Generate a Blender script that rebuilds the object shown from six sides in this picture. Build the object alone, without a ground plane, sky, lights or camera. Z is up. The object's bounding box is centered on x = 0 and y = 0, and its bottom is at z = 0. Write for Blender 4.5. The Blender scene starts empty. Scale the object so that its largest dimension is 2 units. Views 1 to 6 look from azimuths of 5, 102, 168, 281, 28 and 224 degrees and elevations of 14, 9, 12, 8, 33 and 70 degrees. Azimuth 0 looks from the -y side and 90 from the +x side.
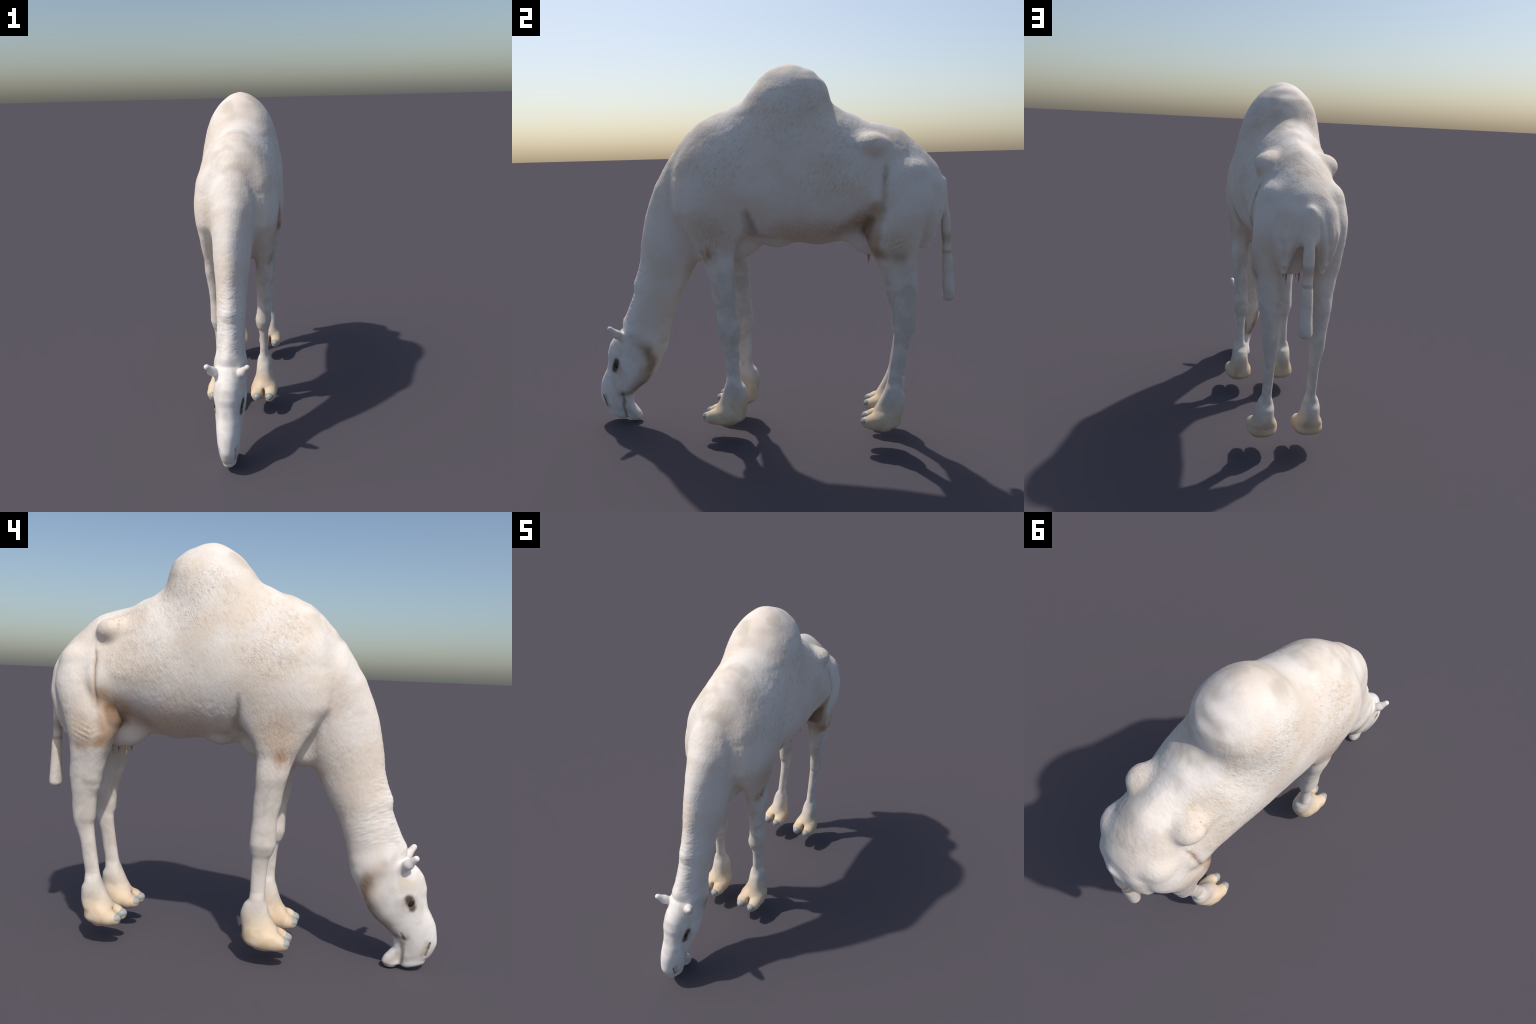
import bpy, math, numpy as np
from mathutils import Vector

# =====================================================================
#  A white one-humped grazing animal.  The body is described as lofts
#  (profiles along an axis), ellipsoids and tapered rods that melt into one
#  another; the smooth skin around them is meshed, then split into
#  anatomical parts.
#  x = sideways (mirror plane x = 0), -y = towards the head, z = up
# =====================================================================
PAD = 0.09
H = 0.004                                  # mesh cell size
X0, X1 = 0.0, 0.312
Y0, Y1 = -1.03, 1.03
Z0, Z1 = -0.03, 2.01
NX = int(round((X1 - X0) / H)) + 1
NY = int(round((Y1 - Y0) / H)) + 1
NZ = int(round((Z1 - Z0) / H)) + 1
gx = (X0 + H * np.arange(NX)).astype(np.float32)
gy = (Y0 + H * np.arange(NY)).astype(np.float32)
gz = (Z0 + H * np.arange(NZ)).astype(np.float32)
F = np.full((NX, NY, NZ), 1.0, np.float32)


def pchip(x, y, q):
    """monotone cubic interpolation, clamped outside"""
    x = np.asarray(x, float); y = np.asarray(y, float)
    if x[0] > x[-1]:
        x = x[::-1]; y = y[::-1]
    h = np.diff(x); d = np.diff(y) / h
    m = np.zeros_like(y)
    for i in range(1, len(x) - 1):
        if d[i - 1] * d[i] > 0:
            w1 = 2 * h[i] + h[i - 1]; w2 = h[i] + 2 * h[i - 1]
            m[i] = (w1 + w2) / (w1 / d[i - 1] + w2 / d[i])
    q = np.clip(q, x[0], x[-1])
    i = np.clip(np.searchsorted(x, q) - 1, 0, len(x) - 2)
    t = (q - x[i]) / h[i]
    return ((1 + 2 * t) * (1 - t) ** 2 * y[i] + t * (1 - t) ** 2 * h[i] * m[i]
            + t * t * (3 - 2 * t) * y[i + 1] + t * t * (t - 1) * h[i] * m[i + 1]).astype(np.float32)


def box(lo, hi, pad):
    s = []
    for g, a, b in ((gx, lo[0], hi[0]), (gy, lo[1], hi[1]), (gz, lo[2], hi[2])):
        i0 = int(np.clip(math.floor((a - pad - g[0]) / H), 0, len(g) - 2))
        i1 = int(np.clip(math.ceil((b + pad - g[0]) / H) + 1, 2, len(g)))
        s.append(slice(i0, i1))
    return tuple(s)


def merge(s, f, k, op='add'):
    A = F[s]
    if op == 'add':
        h = np.maximum(k - np.abs(A - f), 0) / k
        F[s] = np.minimum(A, f) - h * h * k * 0.25
    else:                                   # carve
        f = -f
        h = np.maximum(k - np.abs(A - f), 0) / k
        F[s] = np.maximum(A, f) + h * h * k * 0.25


def normalise(g, clip=0.2):
    gr = np.gradient(g, H)
    n = np.sqrt(gr[0] ** 2 + gr[1] ** 2 + gr[2] ** 2)
    return np.clip((g - 1.0) / np.maximum(n, 0.8), -clip, clip).astype(np.float32)


def capped(g, dt, cap, clip=0.2):
    """signed distance of a loft with rounded ends; dt = distance beyond the end stations"""
    f = normalise(g, clip)
    q = f + cap
    return np.where(dt > 0, np.minimum(np.maximum(q, dt), 0) + np.sqrt(np.maximum(q, 0) ** 2 + dt ** 2) - cap, f).astype(np.float32)


def loft_y(st, k, caps=(0.05, 0.05), op='add'):
    """slices across y : (y, ztop, zbottom, zwidest, halfwidth, exp_top, exp_bottom)"""
    st = np.array(st)
    pad = max(k, PAD) + 3 * H
    s = box((0, st[0, 0] - caps[0], st[:, 2].min()), (st[:, 4].max(), st[-1, 0] + caps[1], st[:, 1].max()), pad)
    x = gx[s[0]][:, None, None]; y = gy[s[1]]; z = gz[s[2]][None, None, :]
    P = [pchip(st[:, 0], st[:, i], y)[None, :, None] for i in range(1, 7)]
    up = z >= P[2]
    b = np.where(up, P[0] - P[2], P[2] - P[1])
    e = np.where(up, P[4], P[5])
    g = ((np.abs(x) / P[3]) ** e + (np.abs(z - P[2]) / b) ** e) ** (1 / e)
    dt = np.maximum(st[0, 0] - y, y - st[-1, 0])[None, :, None]
    merge(s, capped(g, dt, np.where(y < 0, caps[0], caps[1])[None, :, None]), k, op)


def loft_z(st, k, caps=(0.03, 0.03), op='add', e=2.2):
    """slices across z : (z, yfront, yrear, xin, xout[, exponent])"""
    st = np.array(st, float)
    if st[0, 0] > st[-1, 0]:
        st = st[::-1]
    pad = max(k, PAD) + 3 * H
    s = box((st[:, 3].min(), st[:, 1].min(), st[0, 0] - caps[0]), (st[:, 4].max(), st[:, 2].max(), st[-1, 0] + caps[1]), pad)
    x = gx[s[0]][:, None, None]; y = gy[s[1]][None, :, None]; z = gz[s[2]]
    P = [pchip(st[:, 0], st[:, i], z)[None, None, :] for i in range(1, 5)]
    ee = pchip(st[:, 0], st[:, 5], z)[None, None, :] if st.shape[1] > 5 else e
    u = np.abs(x - (P[2] + P[3]) / 2) / ((P[3] - P[2]) / 2)
    v = np.abs(y - (P[0] + P[1]) / 2) / ((P[1] - P[0]) / 2)
    g = (u ** ee + v ** ee) ** (1 / ee)
    dt = np.maximum(st[0, 0] - z, z - st[-1, 0])[None, None, :]
    zm = (st[0, 0] + st[-1, 0]) / 2
    merge(s, capped(g, dt, np.where(z < zm, caps[0], caps[1])[None, None, :]), k, op)


def loft_axis(o, d, front, back, width, k, caps=(0.04, 0.04), e=2.2, vc=0.5, op='add', trange=None):
    """loft in the mirror plane along a slanted axis.
    front/back : outline points (y, z); width : (y, z on or near the axis, halfwidth)"""
    o = np.array(o, float); d = np.array(d, float); d /= np.linalg.norm(d)
    n = np.array([d[1], -d[0]])             # towards the front (-y) for a downward axis
    def loc(p):
        p = np.array(p, float)[:, :2] - o
        t = p @ d; v = p @ n
        i = np.argsort(t)
        return t[i], v[i], i
    tf, vf, _ = loc(front); tb, vb, _ = loc(back); tw, _, iw = loc(width)
    w = np.array(width)[iw, 2]
    if trange is None:
        trange = (max(tf[0], tb[0]), min(tf[-1], tb[-1]))
    pts = np.array(list(front) + list(back))
    pad = max(k, PAD) + 3 * H
    s = box((0, pts[:, 0].min() - caps[1], pts[:, 1].min() - caps[1]), (w.max(), pts[:, 0].max() + caps[0], pts[:, 1].max() + caps[0]), pad)
    x = gx[s[0]][:, None, None]; y = gy[s[1]][:, None]; z = gz[s[2]][None, :]
    t = (y - o[0]) * d[0] + (z - o[1]) * d[1]
    v = (y - o[0]) * n[0] + (z - o[1]) * n[1]
    tc = np.clip(t, *trange)
    f = pchip(tf, vf, tc); b = pchip(tb, vb, tc); a = pchip(tw, w, tc)
    c = b + (f - b) * vc
    r = np.where(v > c, f - c, c - b)
    vv = np.abs(v - c) / np.maximum(r, 1e-3)
    g = ((np.abs(x) / a[None]) ** e + vv[None] ** e) ** (1 / e)
    dt = np.maximum(trange[0] - t, t - trange[1])[None]
    merge(s, capped(g, dt, np.where(t < sum(trange) / 2, caps[0], caps[1])[None]), k, op)


def ellipsoid(c, r, k, op='add', rot=0.0, yaw=0.0):
    """rot tilts in the y-z plane, yaw turns in the x-y plane (degrees)"""
    c = np.array(c, float); r = np.array(r, float); m = r.max()
    pad = max(k, PAD) + 3 * H
    s = box(c - m, c + m, pad)
    x = (gx[s[0]] - c[0])[:, None, None]; y = (gy[s[1]] - c[1])[None, :, None]; z = (gz[s[2]] - c[2])[None, None, :]
    a = math.radians(yaw)
    x, y = x * math.cos(a) + y * math.sin(a), -x * math.sin(a) + y * math.cos(a)
    a = math.radians(rot)
    y, z = y * math.cos(a) + z * math.sin(a), -y * math.sin(a) + z * math.cos(a)
    g = np.sqrt((x / r[0]) ** 2 + (y / r[1]) ** 2 + (z / r[2]) ** 2)
    gn = np.sqrt((x / r[0] ** 2) ** 2 + (y / r[1] ** 2) ** 2 + (z / r[2] ** 2) ** 2)
    merge(s, (g * (g - 1) / np.maximum(gn, 1e-4)).astype(np.float32), k, op)


def rod(a, b, ra, rb, k, op='add'):
    """tapered round rod from a to b"""
    a = np.array(a, float); b = np.array(b, float); m = max(ra, rb)
    pad = max(k, PAD) + 3 * H
    s = box(np.minimum(a, b) - m, np.maximum(a, b) + m, pad)
    x = gx[s[0]][:, None, None] - a[0]; y = gy[s[1]][None, :, None] - a[1]; z = gz[s[2]][None, None, :] - a[2]
    d = b - a; L2 = d @ d
    t = np.clip((x * d[0] + y * d[1] + z * d[2]) / L2, 0, 1)
    f = np.sqrt((x - t * d[0]) ** 2 + (y - t * d[1]) ** 2 + (z - t * d[2]) ** 2) - (ra + (rb - ra) * t)
    merge(s, f.astype(np.float32), k, op)


def path(pts, radii, k, op='add'):
    for i in range(len(pts) - 1):
        rod(pts[i], pts[i + 1], radii[i], radii[i + 1], k, op)


# ------------------------------------------------------------- trunk
loft_y([  # y, ztop, zbot, zwide, half, exp top, exp bottom
    (-.465, 1.545, 1.22, 1.40, .105, 2, 2), (-.43, 1.594, 1.20, 1.40, .134, 2, 2), (-.38, 1.652, 1.14, 1.39, .178, 2, 2),
    (-.30, 1.714, 1.06, 1.37, .210, 1.95, 1.9), (-.20, 1.751, 1.05, 1.39, .230, 1.9, 1.8),
    (-.10, 1.772, 1.06, 1.39, .249, 2.0, 1.8), (.0, 1.765, 1.055, 1.39, .254, 2.1, 1.85),
    (.10, 1.745, 1.052, 1.40, .252, 2.3, 1.9), (.20, 1.735, 1.060, 1.41, .252, 2.3, 1.95),
    (.30, 1.735, 1.048, 1.41, .251, 2.2, 1.88), (.40, 1.742, 1.066, 1.40, .247, 1.95, 1.8),
    (.47, 1.720, 1.094, 1.38, .243, 1.8, 1.75), (.55, 1.680, 1.100, 1.35, .236, 1.7, 1.75),
    (.64, 1.657, 1.10, 1.31, .232, 1.6, 2.0), (.715, 1.634, 1.14, 1.33, .214, 1.65, 2.0),
    (.78, 1.580, 1.17, 1.34, .198, 1.75, 2), (.85, 1.513, 1.18, 1.34, .158, 2, 2.2),
    (.90, 1.455, 1.19, 1.31, .132, 2, 2.5), (.94, 1.390, 1.20, 1.28, .060, 1.8, 2.2)],
    0.01, caps=(.025, .012))
# hump : slices across z
loft_z([  # z, front, rear, -half, half
    (1.50, -.12, .39, -.243, .243, 1.8), (1.54, -.12, .39, -.244, .244, 1.8), (1.64, -.165, .415, -.236, .236, 1.75), (1.72, -.150, .408, -.220, .220, 1.8), (1.785, -.092, .374, -.200, .200, 2.0),
    (1.84, -.048, .359, -.176, .176, 2.15), (1.88, -.015, .343, -.150, .150, 2.15), (1.91, .012, .310, -.124, .124, 2.15),
    (1.935, .043, .28, -.094, .094, 2.15), (1.955, .078, .24, -.063, .063, 2.15), (1.966, .105, .203, -.036, .036, 2.15), (1.972, .130, .180, -.016, .016, 2.15)],
    0.05, caps=(.26, .003), e=2.15)

# ------------------------------------------------------------- neck
nape = [(-.42, 1.560), (-.468, 1.518), (-.522, 1.456), (-.580, 1.370), (-.622, 1.292), (-.654, 1.214), (-.675, 1.13),
        (-.695, 1.03), (-.706, .95), (-.725, .885), (-.749, .828), (-.754, .767), (-.775, .715), (-.805, .65), (-.828, .607), (-.826, .55)]
throat = [(-.16, 1.25), (-.22, 1.15), (-.29, 1.06), (-.355, .972), (-.394, .908), (-.43, .840), (-.465, .778), (-.507, .70),
          (-.534, .625), (-.553, .55), (-.564, .495), (-.585, .443), (-.614, .375)]
loft_axis((-.38, 1.45), (-.34, -.94), nape, throat,
          [(-.33, 1.55, .17), (-.38, 1.42, .155), (-.45, 1.30, .135), (-.49, 1.2, .116), (-.52, 1.05, .101), (-.55, .94, .089),
           (-.60, .835, .082), (-.64, .72, .078), (-.68, .61, .079), (-.70, .52, .079)],
          0.07, caps=(.14, .06), e=1.9)

path([(0, -.385, 1.520), (0, -.450, 1.420), (0, -.503, 1.333), (0, -.545, 1.245)], [.080, .082, .082, .075], .03)        # crest of the neck

# ------------------------------------------------------------- head
face = [(-.815, .56), (-.85, .538), (-.876, .516), (-.898, .494), (-.921, .458), (-.933, .42), (-.9365, .37), (-.947, .32), (-.969, .277),
        (-.988, .235), (-.998, .18), (-1.0, .148), (-.989, .11), (-.975, .083), (-.950, .058), (-.924, .033), (-.9, .022)]
jaw = [(-.60, .52), (-.592, .46), (-.603, .41), (-.630, .345), (-.660, .295), (-.699, .246), (-.745, .210), (-.785, .172), (-.812, .13), (-.82, .09), (-.826, .06), (-.84, .02)]
loft_axis((-.76, .55), (-.30, -.95), face, jaw,
          [(-.74, .60, .070), (-.74, .56, .077), (-.76, .5, .083), (-.77, .45, .086), (-.79, .38, .089), (-.80, .32, .083), (-.84, .25, .071), (-.87, .2, .064),
           (-.88, .15, .058), (-.89, .09, .049), (-.895, .045, .038)],
          0.05, caps=(.05, .024), e=2.15, vc=.45, trange=(.007, .524))
# lower lip
loft_z([(.15, -.85, -.802, -.022, .022), (.11, -.845, -.800, -.028, .028), (.08, -.84, -.780, -.031, .031), (.05, -.838, -.757, -.034, .034),
        (.026, -.835, -.749, -.035, .035), (.014, -.82, -.760, -.028, .028)], .022, caps=(.009, .03), e=2.1)

# ------------------------------------------------------------- ears
path([(.050, -.795, .500), (.085, -.837, .540), (.107, -.868, .577)], [.022, .0215, .0150], .016)

# ------------------------------------------------------------- brisket, belly, udder
ellipsoid((0, -.20, 1.06), (.10, .19, .10), .05)
ellipsoid((0, -.31, 1.00), (.06, .05, .045), .05)
ellipsoid((0, .085, 1.085), (.08, .065, .05), .04)
ellipsoid((0, .60, 1.07), (.078, .125, .082), .10)

# ------------------------------------------------------------- fore limbs (z, front, rear, inner, outer)
loft_z([r if len(r) == 6 else r + (2.2,) for r in [
        (1.42, -.418, -.020, .02, .238, 2), (1.395, -.424, -.015, .03, .243, 2), (1.32, -.432, -.010, .05, .248, 2.0), (1.25, -.430, -.010, .07, .242, 2.05), (1.18, -.395, -.030, .08, .232, 2.1),
        (1.12, -.360, -.066, .093, .222, 2.3), (1.05, -.320, -.108, .10, .214, 2.4), (.99, -.292, -.120, .103, .206), (.92, -.270, -.119, .105, .207),
        (.85, -.252, -.117, .105, .199), (.79, -.243, -.111, .105, .192), (.70, -.226, -.109, .103, .188), (.64, -.225, -.103, .100, .189),
        (.595, -.225, -.100, .092, .190), (.55, -.213, -.106, .098, .180), (.52, -.197, -.114, .110, .172), (.47, -.19, -.114, .115, .167),
        (.41, -.186, -.113, .115, .166), (.36, -.184, -.112, .113, .167), (.325, -.187, -.109, .100, .180), (.29, -.198, -.084, .093, .187),
        (.24, -.215, -.070, .088, .191), (.205, -.232, -.074, .081, .197), (.18, -.250, -.079, .071, .206), (.155, -.262, -.081, .062, .214),
        (.13, -.266, -.084, .060, .217), (.108, -.262, -.100, .066, .212), (.096, -.250, -.130, .080, .198)]],
       .04, caps=(.009, .185))


# ------------------------------------------------------------- feet
def toes(cx, dy, dz, toe_y, toe_z):
    for sx in (-1, 1):
        path([(cx + sx * .042, dy - .02, dz + .048), (cx + sx * .041, toe_y + .062, toe_z + .006), (cx + sx * .0385, toe_y + .028, toe_z)],
             [.040, .035, .0265], .02)
    ellipsoid((cx, toe_y + .034, toe_z + .006), (.010, .062, .040), .014, 'carve')


toes(.139, -.185, .086, -.318, .122)
# ------------------------------------------------------------- hind limbs
loft_z([r if len(r) == 6 else r + (2.2,) for r in [
        (1.40, .668, .872, .0, .210, 2.05), (1.375, .662, .876, .005, .217, 2.05), (1.30, .648, .884, .03, .230, 2.1),
        (1.25, .643, .875, .035, .233, 2.1), (1.19, .632, .856, .045, .231, 2.15), (1.12, .618, .835, .055, .224, 2.2), (1.07, .608, .82, .072, .221), (1.0, .616, .808, .082, .206),
        (.95, .630, .808, .085, .197), (.92, .634, .810, .086, .191), (.86, .648, .814, .086, .186), (.80, .662, .810, .086, .178), (.74, .682, .807, .084, .168),
        (.70, .684, .807, .087, .164), (.64, .689, .803, .088, .160), (.605, .698, .797, .089, .153), (.57, .696, .784, .090, .147),
        (.51, .689, .766, .092, .144), (.43, .677, .754, .094, .144), (.36, .666, .742, .095, .145), (.32, .654, .741, .085, .162),
        (.28, .637, .755, .076, .172), (.24, .617, .757, .074, .175), (.215, .603, .754, .066, .183), (.19, .590, .744, .056, .195), (.17, .587, .736, .052, .199),
        (.145, .586, .735, .050, .202), (.127, .590, .722, .056, .196), (.115, .60, .695, .067, .186)]],
       .014, caps=(.009, .09))
toes(.126, .655, .105, .532, .142)
# bare web of skin in front of the stifle
loft_z([(1.34, .645, .74, .06, .190), (1.27, .618, .74, .06, .200), (1.20, .575, .74, .06, .214), (1.13, .555, .74, .065, .220),
        (1.07, .572, .73, .076, .219), (1.00, .604, .72, .088, .211), (.95, .628, .72, .09, .199), (.90, .648, .73, .09, .188), (.85, .664, .74, .09, .178)], .022, caps=(.03, .04), e=2.3)
# buttock with loose skin hanging beside the tail
loft_z([(1.34, .72, .930, -.02, .150), (1.32, .72, .932, -.01, .155), (1.25, .74, .934, .010, .168), (1.20, .76, .926, .028, .160), (1.15, .78, .910, .050, .148),
        (1.10, .79, .892, .066, .128), (1.06, .805, .868, .076, .112)], .016, caps=(.014, .08), e=2.4)

# hip bones
ellipsoid((.152, .603, 1.550), (.060, .066, .052), .035, rot=-8, yaw=18)
ellipsoid((.120, .57, 1.55), (.060, .080, .050), .05)
# ------------------------------------------------------------- tail
loft_z([(1.29, .925, .957, -.016, .016), (1.226, .925, .966, -.024, .024), (1.146, .926, .974, -.028, .028), (1.04, .934, .976, -.0235, .0235),
        (.99, .934, .984, -.027, .027), (.88, .935, .992, -.029, .029), (.785, .937, .999, -.033, .033)], .015, caps=(.026, .03), e=2.1)


# ------------------------------------------------------------- creases and openings (carved)
path([(.165, .92, 1.27), (.128, .925, 1.20), (.108, .898, 1.11)], [.003, .009, .006], .02, 'carve')                             # buttock fold
ellipsoid((.094, -.862, .353), (.023, .019, .036), .012, 'carve', rot=27)                                                      # eye socket
path([(.0425, -.964, .158), (.043, -.957, .128), (.040, -.948, .094)], [.003, .0065, .004], .005, 'carve')                       # nostril
path([(.060, -.828, .195), (.0565, -.842, .165), (.050, -.842, .11), (.043, -.840, .065), (.028, -.842, .012), (0, -.842, .004)], [.003, .006, .006, .006, .006, .006], .008, 'carve')  # mouth


# =====================================================================
#  skin : naive surface nets on the mirrored field
# =====================================================================
def surface_nets(f, org):
    S = f < 0
    n = np.array(f.shape) - 1
    cnt = np.zeros(n, np.uint8)
    for i in (0, 1):
        for j in (0, 1):
            for k in (0, 1):
                cnt += S[i:n[0] + i, j:n[1] + j, k:n[2] + k]
    idx = np.argwhere((cnt > 0) & (cnt < 8))
    vid = np.full(n, -1, np.int32)
    vid[idx[:, 0], idx[:, 1], idx[:, 2]] = np.arange(len(idx))
    C = np.array([(i, j, k) for i in (0, 1) for j in (0, 1) for k in (0, 1)])
    val = np.stack([f[idx[:, 0] + c[0], idx[:, 1] + c[1], idx[:, 2] + c[2]] for c in C], 1)
    acc = np.zeros((len(idx), 3)); num = np.zeros(len(idx))
    for a in range(8):
        for b in range(a + 1, 8):
            if np.abs(C[a] - C[b]).sum() == 1:
                cr = (val[:, a] < 0) != (val[:, b] < 0)
                t = np.where(cr, val[:, a] / np.where(cr, val[:, a] - val[:, b], 1), 0)
                acc += np.where(cr[:, None], C[a] + t[:, None] * (C[b] - C[a]), 0)
                num += cr
    V = (idx + acc / num[:, None]) * H + org
    Q = []
    for ax in range(3):
        lo = [slice(1, -1)] * 3; lo[ax] = slice(0, -1)
        hi = [slice(1, -1)] * 3; hi[ax] = slice(1, None)
        a = S[tuple(lo)]; b = S[tuple(hi)]
        e = np.argwhere(a != b)
        off = np.ones(3, int); off[ax] = 0
        e = e + off
        inside = S[e[:, 0], e[:, 1], e[:, 2]]
        u, v = (ax + 1) % 3, (ax + 2) % 3
        q = []
        for du, dv in ((-1, -1), (0, -1), (0, 0), (-1, 0)):
            p = e.copy(); p[:, u] += du; p[:, v] += dv
            q.append(vid[p[:, 0], p[:, 1], p[:, 2]])
        q = np.stack(q, 1)
        q[~inside] = q[~inside][:, ::-1]
        Q.append(q)
    return V, np.concatenate(Q)


full = np.concatenate([F[:0:-1], F], 0)
org = np.array([-(NX - 1) * H, Y0, Z0])
V, Q = surface_nets(full, org)


def sample(P):
    p = (P - org) / H
    i = np.clip(np.floor(p).astype(int), 0, np.array(full.shape) - 2)
    t = p - i
    r = 0
    for a in (0, 1):
        for b in (0, 1):
            for c in (0, 1):
                w = (t[:, 0] if a else 1 - t[:, 0]) * (t[:, 1] if b else 1 - t[:, 1]) * (t[:, 2] if c else 1 - t[:, 2])
                r = r + w * full[i[:, 0] + a, i[:, 1] + b, i[:, 2] + c]
    return r


# relax a little along the surface, then settle back on it
E2 = np.concatenate([Q[:, [0, 1]], Q[:, [1, 2]], Q[:, [2, 3]], Q[:, [3, 0]]])


def neighbours_mean(P):
    s = np.zeros_like(P); n = np.zeros(len(P))
    for k in range(3):
        s[:, k] = np.bincount(E2[:, 0], P[E2[:, 1], k], len(P)) + np.bincount(E2[:, 1], P[E2[:, 0], k], len(P))
    n = np.bincount(E2[:, 0], minlength=len(P)) + np.bincount(E2[:, 1], minlength=len(P))
    return s / n[:, None]


def grad(P):
    return np.stack([(sample(P + d) - sample(P - d)) / (2 * H) for d in np.eye(3) * H], 1)


for it in range(3):
    V = V + 0.5 * (neighbours_mean(V) - V)
    g = grad(V)
    V = V - 0.8 * (sample(V) / np.maximum((g ** 2).sum(1), .25))[:, None] * g

# soften places where masses run into each other : (centre, radius, passes)
SOFT = [((.0, -.48, 1.52), .16, 40), ((0, -.58, .46), .09, 40), ((.11, -.47, 1.28), .12, 15), ((.2, -.24, 1.45), .20, 70), ((.06, .93, 1.30), .13, 90), ((.14, .77, 1.46), .16, 70), ((.07, -.47, 1.52), .15, 60), ((.15, .63, .92), .09, 25), ((.2, .79, 1.40), .09, 30),
        ((0, .94, 1.32), .09, 40), ((0, .155, 1.97), .07, 30), ((.16, .25, 1.45), .22, 30), ((0, .60, 1.05), .14, 25), ((.10, .83, 1.06), .09, 6),
        ((.07, -.70, .52), .12, 40), ((0, -.72, .55), .10, 30), ((0, -.905, .035), .07, 26), ((0, -.79, .02), .06, 10), ((0, -.22, 1.0), .2, 15)]
wt = np.zeros((len(V), 2))
sym = np.abs(V) * (1, 0, 0) + V * (0, 1, 1)
passes = np.zeros(len(V))
for c, r, n in SOFT:
    d = np.linalg.norm(sym - np.array(c), axis=1) / r
    passes = np.maximum(passes, n * np.clip(1.3 * (1 - d), 0, 1))
act = passes > 0
ring = act.copy(); ring[Q[act[Q].any(1)].ravel()] = True
ids = np.flatnonzero(ring); loc = np.full(len(V), -1); loc[ids] = np.arange(len(ids))
EA = loc[E2[act[E2].any(1)]]; EA = EA[(EA >= 0).all(1)]
Pl = V[ids]; pl = passes[ids]
deg = np.maximum(np.bincount(EA[:, 0], minlength=len(ids)) + np.bincount(EA[:, 1], minlength=len(ids)), 1)
for it in range(int(passes.max() * 1.5)):
    mean = np.stack([np.bincount(EA[:, 0], Pl[EA[:, 1], k], len(ids)) + np.bincount(EA[:, 1], Pl[EA[:, 0], k], len(ids)) for k in range(3)], 1) / deg[:, None]
    Pl = Pl + 0.6 * np.clip(pl * 1.5 - it, 0, 1)[:, None] * (mean - Pl)
V[ids] = Pl

# ----------------------------------------------------------------- fine relief in the skin
from mathutils import noise as mn


def fur_relief(P):
    """shallow clumps of hair: streaky noise, strongest on hump, flank and shoulder"""
    out = np.zeros(len(P))
    sel = np.flatnonzero((P[:, 2] > .62))
    for i in sel:
        x, y, z = P[i]
        q = Vector((x * 30, (y + .35 * z) * 42, (z - .35 * y) * 20))
        patch = .85 + .9 * mn.noise(Vector((x * 5, y * 6, z * 6)))
        out[i] = patch * (mn.noise(q) * .6 + mn.noise(q * 2.3) * .4)
    return out


body = bpy.data.meshes.new("skin")
body.from_pydata(V.tolist(), [], Q.tolist())
body.polygons.foreach_set("use_smooth", [True] * len(body.polygons))
body.update()
nrm = np.empty(len(V) * 3, np.float32); body.vertices.foreach_get("normal", nrm); nrm = nrm.reshape(-1, 3)


def ramp(v, a, b):
    t = np.clip((v - a) / (b - a), 0, 1)
    return t * t * (3 - 2 * t)


amp = .0016 * ramp(V[:, 2], .62, .75) * (1 - .75 * ramp(V[:, 2], 1.72, 1.80) * ramp(np.abs(V[:, 0]), .10, .04))
V = V + nrm * (amp * fur_relief(V))[:, None]
# folds of skin across the neck and above the stifle
yz = (V[:, 1] + .62) * -.33 + (V[:, 2] - .85) * -.945
neckm = ramp(V[:, 1], -.46, -.54) * ramp(V[:, 2], .58, .64) * ramp(V[:, 2], 1.15, .95) * ramp(V[:, 1] + .30 * (V[:, 2] - .85), -.60, -.68)
wr = np.zeros(len(V))
for i in np.flatnonzero(neckm > .01):
    wr[i] = mn.noise(Vector((V[i, 0] * 11, (V[i, 1] + .3 * V[i, 2]) * 14, yz[i] * 55 + abs(V[i, 0]) * 20))) * .6 + .8 * mn.noise(Vector((V[i, 0] * 26, V[i, 1] * 30, yz[i] * 110 + abs(V[i, 0]) * 40)))
V = V + nrm * (.0017 * neckm * wr)[:, None]
st = np.exp(-((V[:, 1] - .70) / .05) ** 2 - ((V[:, 2] - 1.075) / .035) ** 2) * ramp(np.abs(V[:, 0]), .15, .19)
V = V + nrm * (.0013 * st * np.sin((V[:, 2] - .45 * np.abs(V[:, 1] - .67)) * 230))[:, None]
# hanging folds beside the tail
rear = ramp(V[:, 1], .84, .90) * ramp(V[:, 2], 1.05, 1.12) * ramp(V[:, 2], 1.36, 1.26)
axv = np.abs(V[:, 0])
fold = sum(-d * np.exp(-((axv - (c + (1.25 - V[:, 2]) * sl)) / w) ** 2) for c, sl, w, d in ((.052, .13, .008, .007), (.074, .15, .010, -.003), (.094, .16, .008, .006), (.135, .10, .012, .004)))
V = V + nrm * (.6 * rear * fold)[:, None]
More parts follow.
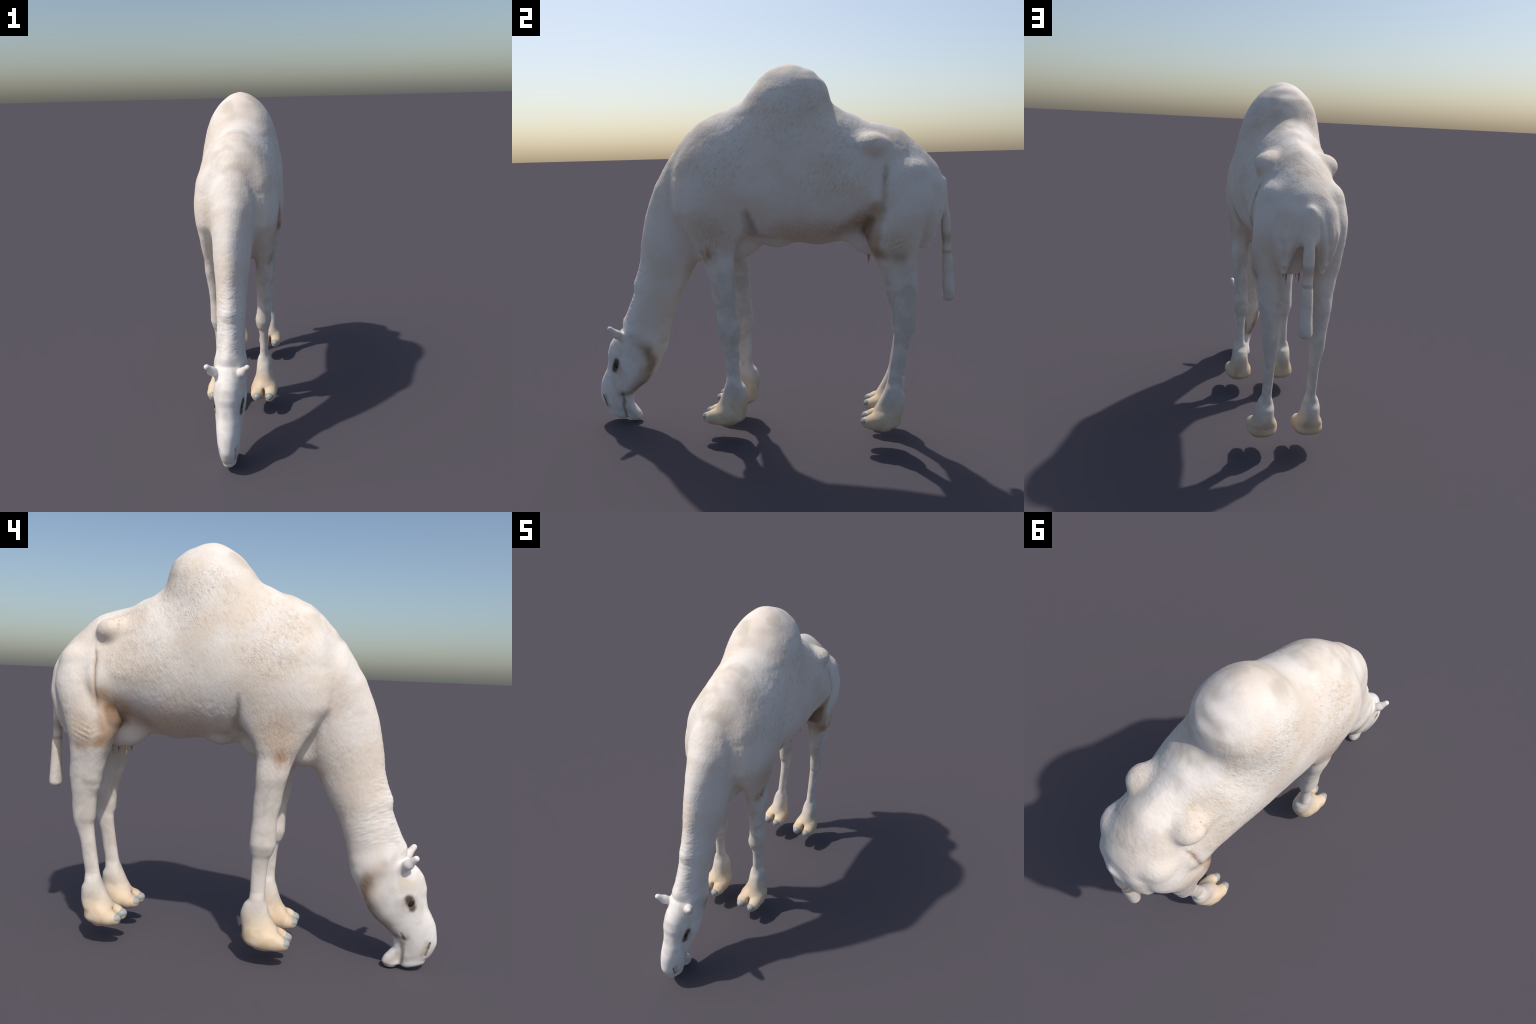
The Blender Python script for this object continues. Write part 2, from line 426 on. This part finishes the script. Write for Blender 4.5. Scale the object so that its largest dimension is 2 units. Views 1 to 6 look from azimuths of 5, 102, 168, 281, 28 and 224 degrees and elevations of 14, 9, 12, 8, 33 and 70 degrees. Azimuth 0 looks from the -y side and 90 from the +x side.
# the barrel hangs a little to one side
V[:, 0] += .002 * ramp(V[:, 1], -.45, -.1) * ramp(V[:, 1], .95, .80) * ramp(V[:, 2], 1.0, 1.25) * ramp(V[:, 2], 1.95, 1.7)
def groove(line, depth, width, xmin, fade):
    # a crease along y = line(z) on the sides
    zl = [p[1] for p in line]; yl = [p[0] for p in line]
    yy = np.interp(V[:, 2], zl[::-1], yl[::-1]) if zl[0] > zl[-1] else np.interp(V[:, 2], zl, yl)
    m = ramp(V[:, 2], min(zl), min(zl) + fade) * ramp(V[:, 2], max(zl), max(zl) - fade) * ramp(np.abs(V[:, 0]), xmin, xmin + .03)
    return -depth * m * np.exp(-((V[:, 1] - yy) / width) ** 2)


V = V + nrm * (groove([(.674, 1.50), (.658, 1.42), (.652, 1.30), (.644, 1.17)], .009, .010, .11, .08)
               + groove([(-.040, 1.30), (-.022, 1.18), (.005, 1.08)], .011, .014, .11, .08))[:, None]
# uneven crest of hump and back
crest = ramp(V[:, 2], 1.62, 1.80) * ramp(np.abs(V[:, 0]), .16, .04)
cn = np.zeros(len(V))
for i in np.flatnonzero(crest > .01):
    cn[i] = mn.noise(Vector((V[i, 0] * 6, V[i, 1] * 13, V[i, 2] * 13)))
V = V + nrm * (.0065 * crest * cn)[:, None]
body.vertices.foreach_set("co", V.astype(np.float32).ravel())
body.update()
body.vertices.foreach_get("normal", nrm.ravel())
nrm = np.array([v.normal[:] for v in body.vertices], np.float32)

# =====================================================================
#  parts : the one skin is cut by region, keeping its normals
# =====================================================================
fc = V[Q].mean(1)
ax_, fy, fz = np.abs(fc[:, 0]), fc[:, 1], fc[:, 2]
side = (fc[:, 0] > 0)
lab = np.full(len(Q), 'torso', dtype=object)
lab[(fz > 1.745 - .0 * fy) & (fy > -.17 + (1.80 - fz) * .2 - .05) & (fy < .43)] = 'hump'
lab[(fy < -.30 - (fz - 1.0) * .36) & (fy < -.26) & ~((ax_ > .125) & (fy > -.44 - .0 * fz))] = 'neck'
# behind the line nape-jaw: head
hd = (fy + .835) * (-.145) + (fz - .59) * (-.25)
lab[(hd > 0) & (fy < -.50) & (fz < .66) & (fy < -.55)] = 'head'
fore = (fy > -.46) & (fy < .06) & (fz < 1.12) & (ax_ > .075)
lab[fore] = 'forelimb'
hind = (fy > .52) & (fy < .93) & (ax_ > .055) & ((fz < 1.0) | ((fz < 1.36) & (fy > .655 - .6 * np.clip(1.24 - fz, 0, .12))))
lab[hind] = 'hindlimb'
lab[(fy > .40) & (fy < .73) & (ax_ < .085) & (fz < 1.075)] = 'udder'
lab[(fz < .225) & (fy > -.40)] = 'foot'
lab[(fy > .915) & (ax_ < .042) & (fz < 1.22)] = 'tail'
ear_d = np.linalg.norm(np.cross(np.stack([ax_ - .062, fy + .805, fz - .513], 1), np.array([.045, -.063, .064]) / .1004), axis=1)
lab[(ear_d < .034) & (fz > .515) & (fy < -.81) & (ax_ > .074)] = 'ear'

root = bpy.data.objects.new("camel", None)
bpy.context.collection.objects.link(root)
root["label"] = "white one-humped camel grazing with lowered head"
root["category"] = "camel"


def add_child(name, me, parent):
    o = bpy.data.objects.new(name, me)
    bpy.context.collection.objects.link(o)
    o.parent = parent
    return o


def piece(name, mask, parent, mat):
    q = Q[mask]
    ids = np.unique(q)
    lut = np.full(len(V), -1); lut[ids] = np.arange(len(ids))
    me = bpy.data.meshes.new(name)
    me.from_pydata(V[ids].tolist(), [], lut[q].tolist())
    me.polygons.foreach_set("use_smooth", [True] * len(me.polygons))
    me.update()
    me.normals_split_custom_set_from_vertices(nrm[ids].tolist())
    me.materials.append(mat)
    return add_child(name, me, parent)


# =====================================================================
#  materials
# =====================================================================
class Nodes:
    def __init__(self, name):
        self.m = bpy.data.materials.new(name); self.m.use_nodes = True
        self.t = self.m.node_tree
        self.bsdf = self.t.nodes["Principled BSDF"]

    def n(self, kind, **kw):
        nd = self.t.nodes.new(kind)
        for k, v in kw.items():
            setattr(nd, k, v)
        return nd

    def put(self, sock, v):
        if isinstance(v, bpy.types.NodeSocket):
            self.t.links.new(v, sock)
        elif v is not None:
            sock.default_value = v

    def math(self, op, a, b=None, c=None, clamp=False):
        nd = self.n("ShaderNodeMath", operation=op, use_clamp=clamp)
        for i, v in enumerate((a, b, c)):
            self.put(nd.inputs[i], v)
        return nd.outputs[0]

    def vec(self, op, a, b=None, out=0):
        nd = self.n("ShaderNodeVectorMath", operation=op)
        self.put(nd.inputs[0], a); self.put(nd.inputs[1], b)
        return nd.outputs[out]

    def remap(self, v, a, b, lo=0.0, hi=1.0, kind='SMOOTHSTEP'):
        nd = self.n("ShaderNodeMapRange", interpolation_type=kind)
        for i, x in enumerate((v, a, b, lo, hi)):
            self.put(nd.inputs[i], x)
        return nd.outputs[0]

    def mix(self, f, a, b, mode='MIX'):
        nd = self.n("ShaderNodeMix", data_type='RGBA', blend_type=mode)
        self.put(nd.inputs[0], f); self.put(nd.inputs[6], a); self.put(nd.inputs[7], b)
        return nd.outputs[2]

    def noise(self, vec, scale, detail=3.0, rough=.55, dist=0.0):
        nd = self.n("ShaderNodeTexNoise")
        self.put(nd.inputs["Vector"], vec)
        for k, v in (("Scale", scale), ("Detail", detail), ("Roughness", rough), ("Distortion", dist)):
            nd.inputs[k].default_value = v
        return nd.outputs[0]

    def mapping(self, vec, rot, scale):
        """turn first, then stretch"""
        a = self.n("ShaderNodeMapping"); b = self.n("ShaderNodeMapping")
        self.put(a.inputs[0], vec); self.put(b.inputs[0], a.outputs[0])
        a.inputs["Rotation"].default_value = rot; b.inputs["Scale"].default_value = scale
        return b.outputs[0]


def rgb(r, g, b):
    """sRGB 0-255 to linear"""
    f = lambda c: (c / 12.92) if c <= .04045 else ((c + .055) / 1.055) ** 2.4
    return (f(r / 255), f(g / 255), f(b / 255), 1.0)


def coat_material():
    N = Nodes("coat")
    co = N.n("ShaderNodeTexCoord").outputs["Object"]
    P = N.vec('ABSOLUTE', co)                       # fold the two sides together
    sep = N.n("ShaderNodeSeparateXYZ"); N.put(sep.inputs[0], co)
    x, y, z = sep.outputs
    ax = N.math('ABSOLUTE', x)
    cmb = N.n("ShaderNodeCombineXYZ"); N.put(cmb.inputs[0], ax); N.put(cmb.inputs[1], y); N.put(cmb.inputs[2], z)
    S = cmb.outputs[0]
    # edges of the patches wander a little
    wob = N.n("ShaderNodeTexNoise"); N.put(wob.inputs["Vector"], co); wob.inputs["Scale"].default_value = 14; wob.inputs["Detail"].default_value = 4
    wv = N.vec('SUBTRACT', wob.outputs[1], (.5, .5, .5))
    wv = N.vec('MULTIPLY', wv, (.035, .035, .035))
    SW = N.vec('ADD', S, wv)

    def blob(c, r, a=.35, b=1.0, src=None):
        v = N.vec('DIVIDE', N.vec('SUBTRACT', src or SW, c), r)
        return N.remap(N.vec('LENGTH', v, out=1), b, a)

    def stroke(p, q, r, a=.2, b=1.0, src=None):
        """soft capsule between two points"""
        d = Vector(q) - Vector(p)
        w = N.vec('SUBTRACT', src or SW, p)
        t = N.math('DIVIDE', N.vec('DOT_PRODUCT', w, tuple(d), out=1), d.length_squared, clamp=True)
        sc = N.n("ShaderNodeVectorMath", operation='SCALE'); sc.inputs[0].default_value = tuple(d); N.put(sc.inputs["Scale"], t)
        return N.remap(N.math('DIVIDE', N.vec('LENGTH', N.vec('SUBTRACT', w, sc.outputs[0]), out=1), r), b, a)

    def union(*m):
        o = m[0]
        for v in m[1:]:
            o = N.math('MAXIMUM', o, v)
        return o

    # hair : streaks running down and back over the side
    hair = N.noise(N.mapping(co, (math.radians(30), 0, 0), (110, 190, 55)), 1.0, 4, .62, .5)
    clump = N.noise(N.mapping(co, (math.radians(30), 0, 0), (34, 62, 30)), 1.0, 5, .72, .35)
    broad = N.noise(co, 4.5, 3, .5)
    mid = N.noise(co, 11, 3, .55, .6)

    col = N.mix(N.remap(broad, .36, .66), rgb(233, 225, 216), rgb(227, 213, 198))
    col = N.mix(N.math('MULTIPLY', N.remap(hair, .48, .72), .45), col, rgb(216, 199, 178))
    # tan flecks where the hair parts : shoulder, hump side, behind the hump
    fleck_zone = union(blob((.22, -.18, 1.55), (.25, .24, .26)), blob((.20, .18, 1.72), (.25, .27, .22)), blob((.20, .48, 1.62), (.22, .22, .12)), blob((.26, .42, 1.42), (.12, .25, .16)))
    flecks = N.math('MULTIPLY', N.remap(clump, .46, .70), N.remap(fleck_zone, .0, .6))
    col = N.mix(N.math('MULTIPLY', flecks, .52), col, rgb(206, 178, 142))
    dots = N.math('MULTIPLY', N.remap(N.noise(N.mapping(co, (math.radians(30), 0, 0), (75, 110, 60)), 1.0, 2, .5), .66, .78), N.remap(fleck_zone, .1, .7))
    col = N.mix(N.math('MULTIPLY', dots, .65), col, rgb(150, 124, 96))
    # smoky blotches along the back line and on the lower legs
    back = N.math('MULTIPLY', N.remap(N.noise(co, 7.5, 2, .5, .3), .44, .66), N.math('MULTIPLY', N.remap(ax, .18, .06), N.remap(z, 1.40, 1.55)))
    col = N.mix(N.math('MULTIPLY', back, .62), col, rgb(197, 184, 169))
    legs = N.math('MULTIPLY', N.remap(z, 1.02, .86), N.remap(y, -.44, -.36))
    col = N.mix(N.math('MULTIPLY', legs, .9), col, N.mix(N.remap(mid, .38, .64), rgb(220, 211, 201), rgb(203, 193, 182)))
    # tan tint on lower belly side and elbow
    belly_tan = union(blob((.16, .28, 1.11), (.15, .44, .15), .1), blob((.22, -.22, 1.12), (.12, .20, .17), .1), blob((.20, .70, 1.08), (.11, .13, .11), .1))
    col = N.mix(N.math('MULTIPLY', N.math('MULTIPLY', belly_tan, N.remap(hair, .34, .62, .45, 1.0)), .72), col, rgb(190, 160, 128))
    # brown patches : flank, groin, armpit, elbow
    SYZ = N.vec('MULTIPLY', SW, (0, 1, 1))
    flank = union(N.math('MULTIPLY', stroke((0, .655, 1.44), (0, .645, 1.20), .032, 0, src=SYZ), N.remap(ax, .14, .17, 0, .55)), stroke((.21, .655, 1.42), (.19, .640, 1.25), .028, 0), stroke((.18, .605, 1.25), (.15, .43, 1.09), .085, .1), blob((.12, .60, 1.15), (.10, .12, .10), .2), blob((.17, .615, 1.09), (.075, .075, .13), .2))  # upright strokes paint the dark of the crease between belly and thigh
    col = N.mix(N.math('MULTIPLY', N.math('MULTIPLY', flank, N.remap(clump, .3, .6, .6, 1.0)), .74), col, rgb(166, 130, 96))
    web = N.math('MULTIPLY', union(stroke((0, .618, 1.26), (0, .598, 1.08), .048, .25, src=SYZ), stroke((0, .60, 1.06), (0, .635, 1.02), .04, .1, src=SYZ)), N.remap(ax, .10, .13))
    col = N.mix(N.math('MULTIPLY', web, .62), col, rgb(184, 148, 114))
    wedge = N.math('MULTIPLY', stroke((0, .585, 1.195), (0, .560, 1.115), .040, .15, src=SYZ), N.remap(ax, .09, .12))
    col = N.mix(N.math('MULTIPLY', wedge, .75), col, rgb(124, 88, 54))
    throat = stroke((0, -.39, .925), (0, -.565, .50), .045, 0, src=SYZ)
    col = N.mix(N.math('MULTIPLY', N.math('MULTIPLY', throat, N.remap(clump, .3, .6, .4, 1)), .40), col, rgb(184, 164, 142))
    deep = union(blob((.11, .570, 1.165), (.095, .08, .085), .1), N.math('MULTIPLY', union(stroke((0, -.030, 1.22), (0, -.015, 1.12), .048, 0, src=SYZ), stroke((0, -.01, 1.105), (0, .09, 1.085), .028, 0, src=SYZ)), N.remap(ax, .10, .14, 0, .7)))  # darker brown strokes along the armpit fold
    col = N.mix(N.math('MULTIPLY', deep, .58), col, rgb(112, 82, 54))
    stif = stroke((.20, .625, 1.035), (.19, .73, 1.015), .055, .05)
    col = N.mix(N.math('MULTIPLY', stif, .72), col, rgb(164, 128, 96))
    elbow = N.math('MULTIPLY', blob((.195, -.245, 1.015), (.09, .075, .085), .1), N.remap(N.noise(N.vec('MULTIPLY', co, (1, 1, .4)), 45, 2), .35, .62, .45, 1))
    col = N.mix(N.math('MULTIPLY', elbow, .85), col, rgb(176, 132, 94))
    # tail bands
    band = N.math('MULTIPLY', N.remap(y, .905, .93), union(N.remap(N.math('ABSOLUTE', N.math('SUBTRACT', z, 1.085)), .045, .005), N.remap(N.math('ABSOLUTE', N.math('SUBTRACT', z, 1.015)), .014, .003)))
    col = N.mix(N.math('MULTIPLY', band, .5), col, rgb(166, 138, 108))
    # head : jaw line, corner of the mouth, eye surround, nostril
    facew = N.remap(y, -.68, -.76)
    col = N.mix(N.math('MULTIPLY', facew, .85), col, N.mix(N.remap(mid, .40, .64), rgb(232, 227, 222), rgb(217, 209, 201)))
    cheek = blob((.085, -.83, .45), (.05, .07, .06), .1)
    col = N.mix(N.math('MULTIPLY', cheek, .45), col, rgb(222, 200, 170))
    SJ = N.vec('ADD', S, N.vec('MULTIPLY', wv, (.6, .6, .6)))
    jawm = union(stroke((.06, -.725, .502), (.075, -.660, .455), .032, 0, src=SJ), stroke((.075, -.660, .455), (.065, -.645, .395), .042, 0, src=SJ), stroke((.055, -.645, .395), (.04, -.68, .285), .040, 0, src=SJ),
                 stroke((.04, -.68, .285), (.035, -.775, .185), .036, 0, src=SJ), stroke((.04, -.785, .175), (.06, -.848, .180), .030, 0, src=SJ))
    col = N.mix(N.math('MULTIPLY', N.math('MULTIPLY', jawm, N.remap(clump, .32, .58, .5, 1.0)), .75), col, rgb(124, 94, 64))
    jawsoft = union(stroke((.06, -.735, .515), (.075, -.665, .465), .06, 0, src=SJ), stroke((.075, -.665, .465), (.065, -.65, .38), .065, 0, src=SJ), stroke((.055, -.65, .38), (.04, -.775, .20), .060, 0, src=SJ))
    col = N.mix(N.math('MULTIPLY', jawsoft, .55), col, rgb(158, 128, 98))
    MYZ = N.vec('MULTIPLY', SJ, (0, 1, 1))
    mouth = union(stroke((0, -.838, .180), (0, -.842, .11), .016, 0, src=MYZ), stroke((0, -.842, .11), (0, -.840, .015), .014, 0, src=MYZ))
    col = N.mix(N.math('MULTIPLY', mouth, .72), col, rgb(112, 92, 74))
    lipm = stroke((.03, -.815, .075), (.036, -.775, .030), .03, 0, src=SJ)
    col = N.mix(N.math('MULTIPLY', lipm, .45), col, rgb(158, 132, 108))
    around = blob((.078, -.856, .350), (.06, .052, .068), .1, 1.0, SJ)
    col = N.mix(N.math('MULTIPLY', around, .65), col, rgb(166, 146, 126))
    lids = stroke((.075, -.852, .376), (.075, -.874, .330), .030, .35, 1.0, SJ)
    col = N.mix(N.math('MULTIPLY', lids, .92), col, rgb(78, 65, 58))
    FYZ = N.vec('MULTIPLY', S, (0, 1, 1))
    nost = union(stroke((0, -.966, .160), (0, -.958, .128), .0075, .35, 1.0, FYZ), stroke((0, -.958, .128), (0, -.949, .095), .0075, .35, 1.0, FYZ))
    col = N.mix(N.math('MULTIPLY', N.math('MULTIPLY', nost, N.remap(ax, .018, .026)), .85), col, rgb(92, 77, 66))
    nost2 = stroke((.045, -.952, .160), (.042, -.938, .100), .026, .0, 1.0, SJ)
    col = N.mix(N.math('MULTIPLY', nost2, .55), col, rgb(168, 150, 134))
    # sandy feet
    feet = N.math('MULTIPLY', N.remap(N.math('ADD', z, N.math('MULTIPLY', N.math('SUBTRACT', mid, .5), .12)), .32, .16), N.remap(y, -.42, -.38))
    col = N.mix(feet, col, N.mix(N.remap(mid, .4, .62), rgb(219, 198, 170), rgb(206, 180, 148)))
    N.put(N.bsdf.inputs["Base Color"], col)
    N.bsdf.inputs["Roughness"].default_value = .72
    N.bsdf.inputs["Specular IOR Level"].default_value = .25
    # bump : hair on the body, almost none on legs and feet
    furry = N.math('MULTIPLY', N.remap(z, .85, 1.0, .25, 1.0), N.math('SUBTRACT', 1.0, N.math('MULTIPLY', N.remap(ax, .14, .05), N.remap(z, 1.5, 1.65, 0, .75))))
    hgt = N.math('ADD', N.math('MULTIPLY', hair, .5), N.math('MULTIPLY', clump, N.remap(fleck_zone, 0, .8, .5, 1.3)))
    wool = N.n("ShaderNodeTexNoise"); N.put(wool.inputs["Vector"], N.mapping(co, (math.radians(38), 0, 0), (40, 70, 34)))
    wool.inputs["Scale"].default_value = 1.0; wool.inputs["Detail"].default_value = 2; wool.inputs["Distortion"].default_value = .6
    crease = N.remap(N.math('ABSOLUTE', N.math('SUBTRACT', wool.outputs[0], .5)), .0, .055)
    wpatch = N.math('MULTIPLY', N.remap(N.noise(co, 6.5, 2), .50, .64), N.remap(fleck_zone, .05, .6))
    hgt = N.math('ADD', hgt, N.math('MULTIPLY', N.math('MULTIPLY', crease, wpatch), .55))
    bp = N.n("ShaderNodeBump"); bp.inputs["Strength"].default_value = .55; bp.inputs["Distance"].default_value = .0048
    N.put(bp.inputs["Height"], N.math('MULTIPLY', hgt, furry))
    N.put(N.bsdf.inputs["Normal"], bp.outputs[0])
    return N.m


def plain(name, c1, c2, scale, rough, spec=.3):
    N = Nodes(name)
    co = N.n("ShaderNodeTexCoord").outputs["Object"]
    N.put(N.bsdf.inputs["Base Color"], N.mix(N.remap(N.noise(co, scale, 3), .38, .62), c1, c2))
    N.bsdf.inputs["Roughness"].default_value = rough
    N.bsdf.inputs["Specular IOR Level"].default_value = spec
    return N.m


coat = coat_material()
nail_mat = plain("toenail", rgb(164, 165, 161), rgb(150, 151, 149), 45, .45, .4)
eye_mat = plain("eyeball", rgb(34, 27, 24), rgb(52, 42, 36), 60, .38, .4)
teat_mat = plain("teat_skin", rgb(196, 172, 148), rgb(172, 146, 120), 60, .7)
lash_mat = plain("eyelash", rgb(48, 40, 36), rgb(70, 58, 50), 60, .7)

torso = piece("torso", lab == 'torso', root, coat)
piece("hump", lab == 'hump', root, coat)
piece("neck", lab == 'neck', root, coat)
head = piece("head", lab == 'head', root, coat)
piece("tail", lab == 'tail', root, coat)
udder = piece("udder", lab == 'udder', root, coat)
feet = []
for sgn in (True, False):
    m_ = side == sgn
    piece("ear", (lab == 'ear') & m_, head, coat)
    fl = piece("forelimb", (lab == 'forelimb') & m_, root, coat)
    feet.append((piece("foot", (lab == 'foot') & m_ & (fy < .2), fl, coat), 1 if sgn else -1, .139, -.318, .122))
    hl = piece("hindlimb", (lab == 'hindlimb') & m_, root, coat)
    feet.append((piece("foot", (lab == 'foot') & m_ & (fy > .2), hl, coat), 1 if sgn else -1, .126, .532, .142))


# ----------------------------------------------------------------- small separate pieces
def ball_mesh(name, r, mat, seg=32, rings=20, shape=None):
    me = bpy.data.meshes.new(name)
    vs, fs = [], []
    for i in range(rings + 1):
        th = math.pi * i / rings
        for j in range(seg):
            ph = 2 * math.pi * j / seg
            p = [math.sin(th) * math.cos(ph), -math.cos(th), math.sin(th) * math.sin(ph)]
            if shape:
                p = shape(p)
            vs.append((p[0] * r[0], p[1] * r[1], p[2] * r[2]))
    for i in range(rings):
        for j in range(seg):
            a = i * seg + j; b = i * seg + (j + 1) % seg
            fs.append((a, b, b + seg, a + seg))
    me.from_pydata(vs, [], fs)
    me.polygons.foreach_set("use_smooth", [True] * len(fs))
    me.materials.append(mat)
    me.update()
    return me


nail_me = ball_mesh("toenail", (.0292, .039, .0282), nail_mat)
for f, sg, cx, ty, tz in feet:
    for sx in (-1, 1):
        o = add_child("toenail", nail_me, f.parent)
        o.location = (sg * (cx + sx * .0385), ty + .0375, tz + .0025)
        o.rotation_euler = (math.radians(-12), 0, 0)
eye_me = ball_mesh("eye", (.017, .0155, .026), eye_mat)
for sg in (1, -1):
    o = add_child("eye", eye_me, head)
    o.location = (sg * .0595, -.8630, .3525)
    o.rotation_euler = (math.radians(27), 0, sg * math.radians(-8))
teat_me = ball_mesh("teat", (.0065, .0065, .036), teat_mat, 16, 12, lambda p: [p[0] * (1 + .75 * p[2]) * .8, p[1] * (1 + .75 * p[2]) * .8, p[2]])
for sg in (1, -1):
    for yy, zz in ((.565, .985), (.635, .978)):
        o = add_child("teat", teat_me, udder)
        o.location = (sg * .034, yy, zz + .004)
bpy.data.meshes.remove(body)
print("verts", len(V), "quads", len(Q))
